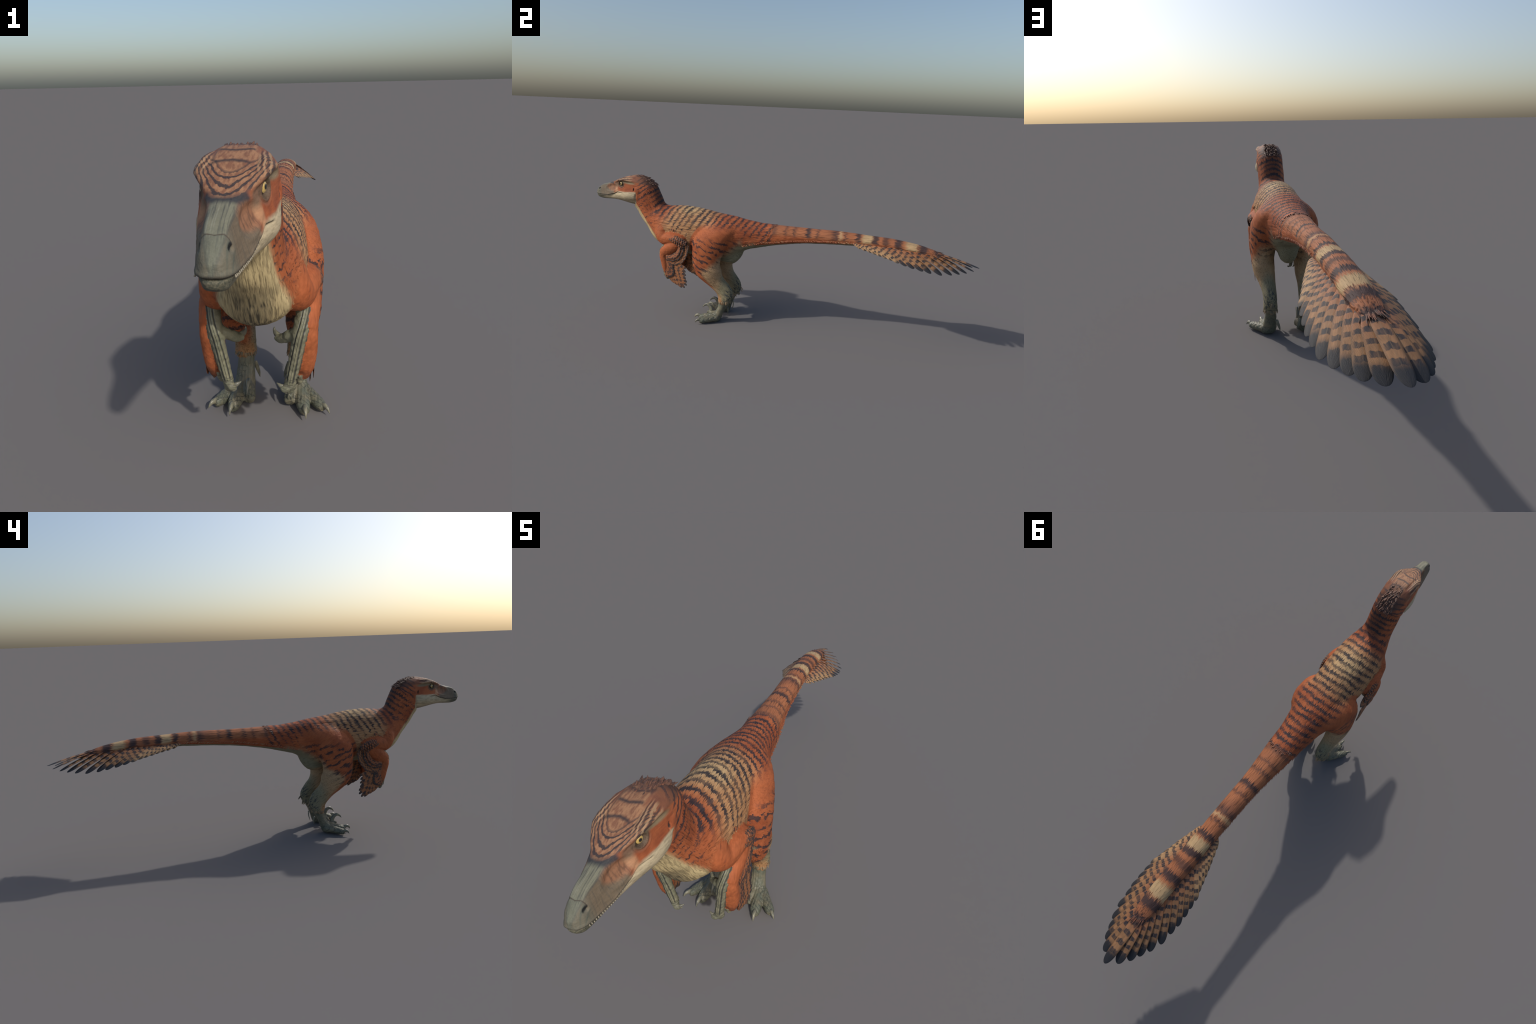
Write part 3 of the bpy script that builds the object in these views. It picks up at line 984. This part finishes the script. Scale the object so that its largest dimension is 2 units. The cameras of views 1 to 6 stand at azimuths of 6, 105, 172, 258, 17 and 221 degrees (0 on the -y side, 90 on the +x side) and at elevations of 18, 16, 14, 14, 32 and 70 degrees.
claw([(.041, -.535, .315, .0075), (.034, -.528, .318, .0065), (.030, -.524, .325, .0035), (.031, -.524, .331, .0008)], 'hand')
claw([(.050, -.570, .217, .0056), (.044, -.569, .2200, .0042), (.037, -.565, .223, .0008)], 'hand')
claw([(.062, -.557, .200, .0054), (.056, -.556, .196, .0040), (.049, -.556, .199, .0008)], 'hand')
claw([(.080, -.534, .211, .0054), (.075, -.532, .204, .0040), (.069, -.534, .200, .0008)], 'hand')

TOOTHM = plain_material('tooth_enamel', (.30, .265, .195), .45)
tooth = mesh_from('tooth', *tube([(0, 0, 0, .45), (0, 0, .5, .36), (0, .1, 1., .05)], n=8, m=3))
tooth.materials.append(TOOTHM)
for s in (1, -1):
    for i, yy in enumerate(np.linspace(-.982, -.885, 20)):
        mz = np.interp(yy, [p[0] for p in MOUTH], [p[1] for p in MOUTH])
        co, no = surface((s*.04, yy, mz-.003))
        ob = add_object('tooth', tooth, OBJ['lower_jaw'])
        h = .0050+.0016*math.sin(i*2.3)
        ob.matrix_basis = Matrix.Translation(Vector((co[0]-s*.0012, yy, mz-.0035))) @ Matrix.Rotation(-s*.25, 4, 'Y') @ Matrix.Diagonal((.0030, .0032, h*.8, 1))

EYEM = eye_material()
import bmesh
bm = bmesh.new()
bmesh.ops.create_uvsphere(bm, u_segments=40, v_segments=24, radius=1)
eye_me = bpy.data.meshes.new('eye')
bm.to_mesh(eye_me); bm.free()
eye_me.polygons.foreach_set('use_smooth', np.ones(len(eye_me.polygons), bool))
eye_me.materials.append(EYEM)
for s in (1, -1):
    ob = add_object('eye', eye_me, OBJ['head'])
    look = Vector((s*.93, -.33, .06)).normalized()
    ob.matrix_basis = Matrix.Translation(Vector((s*.0335, -.8315, .6845))) @ look.to_track_quat('X', 'Z').to_matrix().to_4x4() @ Matrix.Scale(.0118, 4)

# ------------------------------------------------------------------ feathers
def feather_mesh(name, point=.5, camber=.25, droop=.06, root=.35, arch=0., nl=18, nw=8):
    """vane of unit length along y, half width 1, closed with a little thickness"""
    rows = []
    for i in range(nl+1):
        t = 1-(1-i/nl)**1.6
        wd = (root+(1-root)*math.sin(min(t/.45, 1)*math.pi/2))*(1-max(0, (t-(1-point*.4))/(point*.4))**2.6)**.5 if t < 1 else .0
        wd = max(wd, .04)
        for up in (1, -1):
            rows.append([(wd*u, t, (-camber*u*u*wd+.10*math.exp(-(u/.12)**2))+arch*4*t*(1-t)-droop*10*t*t+up*.16*(1-.7*abs(u))*(1-.6*t))
                         for u in np.linspace(-1, 1, nw+1)])
    R = np.array(rows).reshape(nl+1, 2, nw+1, 3)
    rings = [np.vstack([R[i, 0], R[i, 1][::-1]]) for i in range(nl+1)]
    me = mesh_from(name, *loft(rings))
    return me

def place_feather(name, me, root, tip, normal, half_w, thick, parent):
    root, tip = Vector(root), Vector(tip)
    Y = tip-root
    L = Y.length
    Y.normalize()
    Z = Vector(normal)
    Z = (Z-Y*Z.dot(Y)).normalized()
    X = Y.cross(Z)
    ob = add_object(name, me, parent)
    M = Matrix((X*half_w, Y*L, Z*thick)).transposed().to_4x4()
    M.translation = root
    ob.matrix_basis = M
    return ob

FAN = feather_material('barred_tail_feather', (.37, .190, .088), (.030, .030, .033), 6.0, -.12, tip_at=.78)
FAN_PALE = feather_material('pale_barred_tail_feather', (.45, .265, .128), (.060, .052, .045), 4.2, -.08, tip_at=.88)
COVERT = feather_material('tail_covert', (.40, .145, .060), (.40, .20, .095), 1.2, .5, tip_at=.8)
WING = feather_material('barred_wing_feather', (.38, .155, .066), (.050, .040, .036), 4.4, .0, tip_at=.90)
WING2 = feather_material('wing_covert', (.36, .125, .052), (.045, .038, .036), 1.3, .30, tip_at=.84)
fan_me = feather_mesh('tail_feather', .65, .8, .0, arch=2.2); fan_me.materials.append(FAN)
fan_pale_me = feather_mesh('tail_feather', .6, .9, .0, arch=1.8); fan_pale_me.materials.append(FAN_PALE)
cov_me = feather_mesh('tail_covert', .8, .2, .03); cov_me.materials.append(COVERT)
wing_me = feather_mesh('wing_feather', .85, .25, .02); wing_me.materials.append(WING)
wing2_me = feather_mesh('wing_covert', .5, .3, .02); wing2_me.materials.append(WING2)

FAN_TIPS = [(.034, .974, .421), (.060, .942, .415), (.077, .910, .411), (.095, .875, .408), (.110, .831, .406), (.114, .783, .410), (.118, .746, .417),
            (.117, .706, .424), (.115, .671, .432), (.113, .636, .441), (.103, .607, .448), (.096, .581, .453), (.088, .553, .458), (.081, .530, .463),
            (.073, .507, .467), (.064, .480, .471), (.054, .453, .476)]
FAN_ROOT_Y = [.790, .765, .735, .700, .665, .632, .602, .575, .550, .526, .505, .486, .468, .452, .437, .423, .410]
place_feather('tail_feather', fan_me, (0, .765, .487), (.001, 1.000, .430), (0, .25, 1), .0185, .0030, OBJ['tail'])
for i, (t, ry) in enumerate(zip(FAN_TIPS, FAN_ROOT_Y)):
    rx = .012+.020*min(1, i/5)
    rz = .482+.012*min(1, i/6)
    for s in (1, -1):
        me = fan_me if i < 9 else fan_pale_me
        tilt = .10+.50*min(1, i/6)
        place_feather('tail_feather', me, (s*rx, ry, rz), (s*t[0], t[1], t[2]), (s*tilt-s*.12, .10, 1), .0202-.0008*min(i, 12), .0026, OBJ['tail'])
# coverts spreading from the tail coat over the quills
for i in range(26):
    u = i/25
    ry = .44+.375*u
    for s in (1, -1):
        k = np.interp(ry, FAN_ROOT_Y[::-1], np.arange(len(FAN_ROOT_Y))[::-1])
        j = int(round(k))
        t = np.array(FAN_TIPS[j])
        r0 = np.array((.012+.020*min(1, k/5), ry-.025, .492-.010*max(0, (u-.7)/.3)))
        d = t-r0
        ln = .34+.12*random.random()
        p = r0+d*ln
        p[2] += .0035
        place_feather('tail_covert', cov_me, (s*r0[0], r0[1], r0[2]), (s*p[0], p[1], p[2]), (s*.45, .1, 1), .0075+.002*random.random(), .0022, OBJ['tail'])

# wing: rows of feathers radiating from the folded forearm
def wing_side(s):
    arm, hand = OBJ['forearm'+('' if s > 0 else '|R')], OBJ['hand'+('' if s > 0 else '|R')]
    C = np.array((-.545, .400))
    def polar(a, r):
        return C+r*np.array((math.cos(a), math.sin(a)))
    def outer(a):
        d = math.degrees(a)
        return np.interp(d, [-80, -66, -45, -20, 0, 15, 25], [.104, .116, .130, .133, .131, .118, .100])
    rows = [('wing_feather', wing_me, 20, 1.0, .58, .112, .0088, -78, 22), ('wing_covert', wing2_me, 20,   .80, .50, .116, .0080, -80, 18),
            ('wing_covert', wing2_me, 18, .68, .52, .119, .0077, -80, 15)]
    for nm, me, n, rt, rr, xx, hw, a0, a1 in rows:
        for i in range(n):
            a = math.radians(a0+(a1-a0)*(i+.2*random.random())/(n-1))
            R = outer(a)*(1+.02*random.uniform(-1, 1))
            r0, r1 = polar(a, R*rr), polar(a, R*rt)
            place_feather(nm, me, (s*(xx-.004), *r0), (s*(xx+.003), *r1), (s*1, .05, .25), hw, .0028, arm)
    # primaries hanging from the hand
    tips = [(-.430, .282), (-.431, .262), (-.430, .243), (-.431, .224), (-.425, .206), (-.426, .188), (-.438, .173), (-.455, .172), (-.468, .181), (-.481, .185), (-.496, .193), (-.507, .207)]
    for i, (ty, tz) in enumerate(tips):
        u = i/(len(tips)-1)
        r = np.array((-.552, .325))*(1-u)+np.array((-.545, .240))*u
        place_feather('wing_feather', wing_me, (s*.108, *r), (s*(.105+.008*(1-u)), ty, tz), (s*1, 0, .1), .0098, .0028, hand)
        q = r+(np.array((ty, tz))-r)*.42
        place_feather('wing_covert', wing2_me, (s*.114, *r), (s*.113, *q), (s*1, 0, .1), .0095, .0026, hand)
    # scaly patch of small feathers behind the shoulder
    for k in range(4):
        for i in range(9):
            u = (i+.5*(k % 2))/8.5
            b = np.array((-.525, .480))*(1-u)+np.array((-.437, .432))*u
            b += np.array((-.008, -.011))*(k-.2)
            co, no = surface((s*.125, b[0], b[1]))
            d = np.array((0, .95, -.25-.3*u))
            tip = co+d*.020
            place_feather('wing_covert', wing2_me, co-no*.001, tip+no*.003+np.array((s*.002, 0, 0)), no, .0062, .0020, arm)
wing_side(1)
wing_side(-1)

# ------------------------------------------------------------------ tufts
def tuft_mesh(name, mat):
    me = mesh_from(name, *tube([(0, 0, 0, .5), (0, .35, .05, .62), (0, .75, .16, .36), (0, 1., .30, .03)], n=8, m=3, flat=(1, .45)))
    me.materials.append(mat)
    return me
TUFT_DARK = plain_material('dark_crest_feather', (.055, .035, .03), .6, (.16, .075, .045), 2.)
TUFT_ORANGE = plain_material('orange_tuft', (.40, .13, .055), .6, (.25, .075, .035), 2.)
TUFT_PALE = plain_material('pale_tuft', (.36, .22, .11), .6, (.22, .12, .06), 2.)
TUFT_OLIVE = plain_material('olive_tuft', (.30, .20, .11), .6, (.13, .11, .07), 60.)
crest_me = tuft_mesh('crest_feather', TUFT_DARK)
crest2_me = tuft_mesh('crest_feather', plain_material('brown_crest_feather', (.17, .08, .048), .6, (.07, .04, .03), 2.))

def tuft_matrix(p, d, no, w, L):
    Y = Vector(d).normalized()
    Z = Vector(no)
    Z = (Z-Y*Z.dot(Y)).normalized()
    X = Y.cross(Z)
    M = Matrix((X*w, Y*L, Z*w)).transposed().to_4x4()
    M.translation = Vector(p)
    return M
crest3_me = tuft_mesh('crest_feather', plain_material('orange_crest_feather', (.27, .105, .052), .7, (.10, .045, .03), 2.))
for i in range(210):
    u = random.random()**.6
    yy = -.79+.142*u
    xx = random.uniform(-1, 1)*(.018+.024*u)
    co, no = surface((xx, yy, .745-max(0, yy+.70)*.9))
    lift = .05+.38*random.random()**1.5
    d = np.array((xx*5+random.uniform(-.25, .25), 1, -.15-.9*max(0, u-.5)))
    d = d/np.linalg.norm(d)+no*lift
    L = (.010+.014*random.random())*(.55+.45*u)
    k = random.random()
    me = crest_me if k < .35+.35*u else (crest3_me if k > .88 else crest2_me)
    ob = add_object('crest_feather', me, OBJ['head'])
    ob.matrix_basis = tuft_matrix(co-no*.0015, d, no, .0034+.0040*random.random()*u, L)

def tuft_field(name, mat, items, parent):
    """many small tufts joined in one mesh"""
    base = tube([(0, 0, 0, .5), (0, .35, .05, .62), (0, .75, .16, .36), (0, 1., .30, .03)], n=6, m=2, flat=(1, .45))
    VV, FF, k = [], [], 0
    for p, d, no, wd, L in items:
        M = np.array(tuft_matrix(p, d, no, wd, L))
        VV.append(base[0]@M[:3, :3].T+M[:3, 3])
        FF += [tuple(i+k for i in f) for f in base[1]]
        k += len(base[0])
    ob = add_object(name, mesh_from(name, np.vstack(VV), FF), parent, mat)
    ob['kind'] = 'stuff'
    return ob
hem, hem2 = [], []
for s in (1, -1):
    for yy in np.arange(-.14, .43, .0048):
        zz = float(tail_skirt(yy))+.003*random.uniform(-1, 1)
        co, no = surface((s*.09, yy, zz))
        d = np.array((s*.25, .85, -.45))
        (hem if random.random() < .8 else hem2).append((co-no*.0015, d, no, .0028+.0015*random.random(), .008+.007*random.random()))
tuft_field('tail_hem_tufts', TUFT_ORANGE, hem, OBJ['tail'])
tuft_field('tail_hem_tufts', TUFT_PALE, hem2, OBJ['tail'])
ring = []
for a in np.linspace(-1.25, 1.25, 26):
    yy = .004+.006*random.random()-.016*abs(a)
    yy += .016*random.uniform(-1, 1)
    co, no = surface((.075*math.sin(a), yy, .48+.075*math.cos(a)))
    ring.append((co-no*.002, np.array((0, 1, 0))+no*(.05+.3*random.random()), no, .0045, .010+.010*random.random()))
for a in np.linspace(-1.25, 1.25, 22):
    co, no = surface((.032*math.sin(a), .800+.016*random.random(), .455+.04*math.cos(a)))
    ring.append((co-no*.001, np.array((.25*math.sin(a), 1, -.22))+no*.10*random.random(), no, .0038, .020+.014*random.random()))
tuft_field('tail_collar_tufts', plain_material('dark_collar_tuft', (.06, .038, .03), .7, (.20, .075, .04), 40.), ring, OBJ['tail'])
for s in ('', '|R'):
    cuff = []
    sg = -1 if s else 1
    for a in np.linspace(0, 6.283, 40, endpoint=False):
        p = (sg*(.071+.05*math.cos(a)), -.226+.055*math.sin(a), .113-.008*math.sin(a)+.004*random.random())
        co, no = surface(p)
        cuff.append((co-no*.001, np.array((0, .15, -1.))+no*.15, no, .0045, .010+.008*random.random()))
    for k in range(6):
        co, no = surface((sg*(.071+.012*random.uniform(-1, 1)), -.15, .13+.04*random.random()))
        cuff.append((co-no*.001, np.array((0, .55, -1.))+no*.2, no, .0045, .014+.008*random.random()))
    tuft_field('ankle_tufts', TUFT_OLIVE, cuff, OBJ['shank'+s])
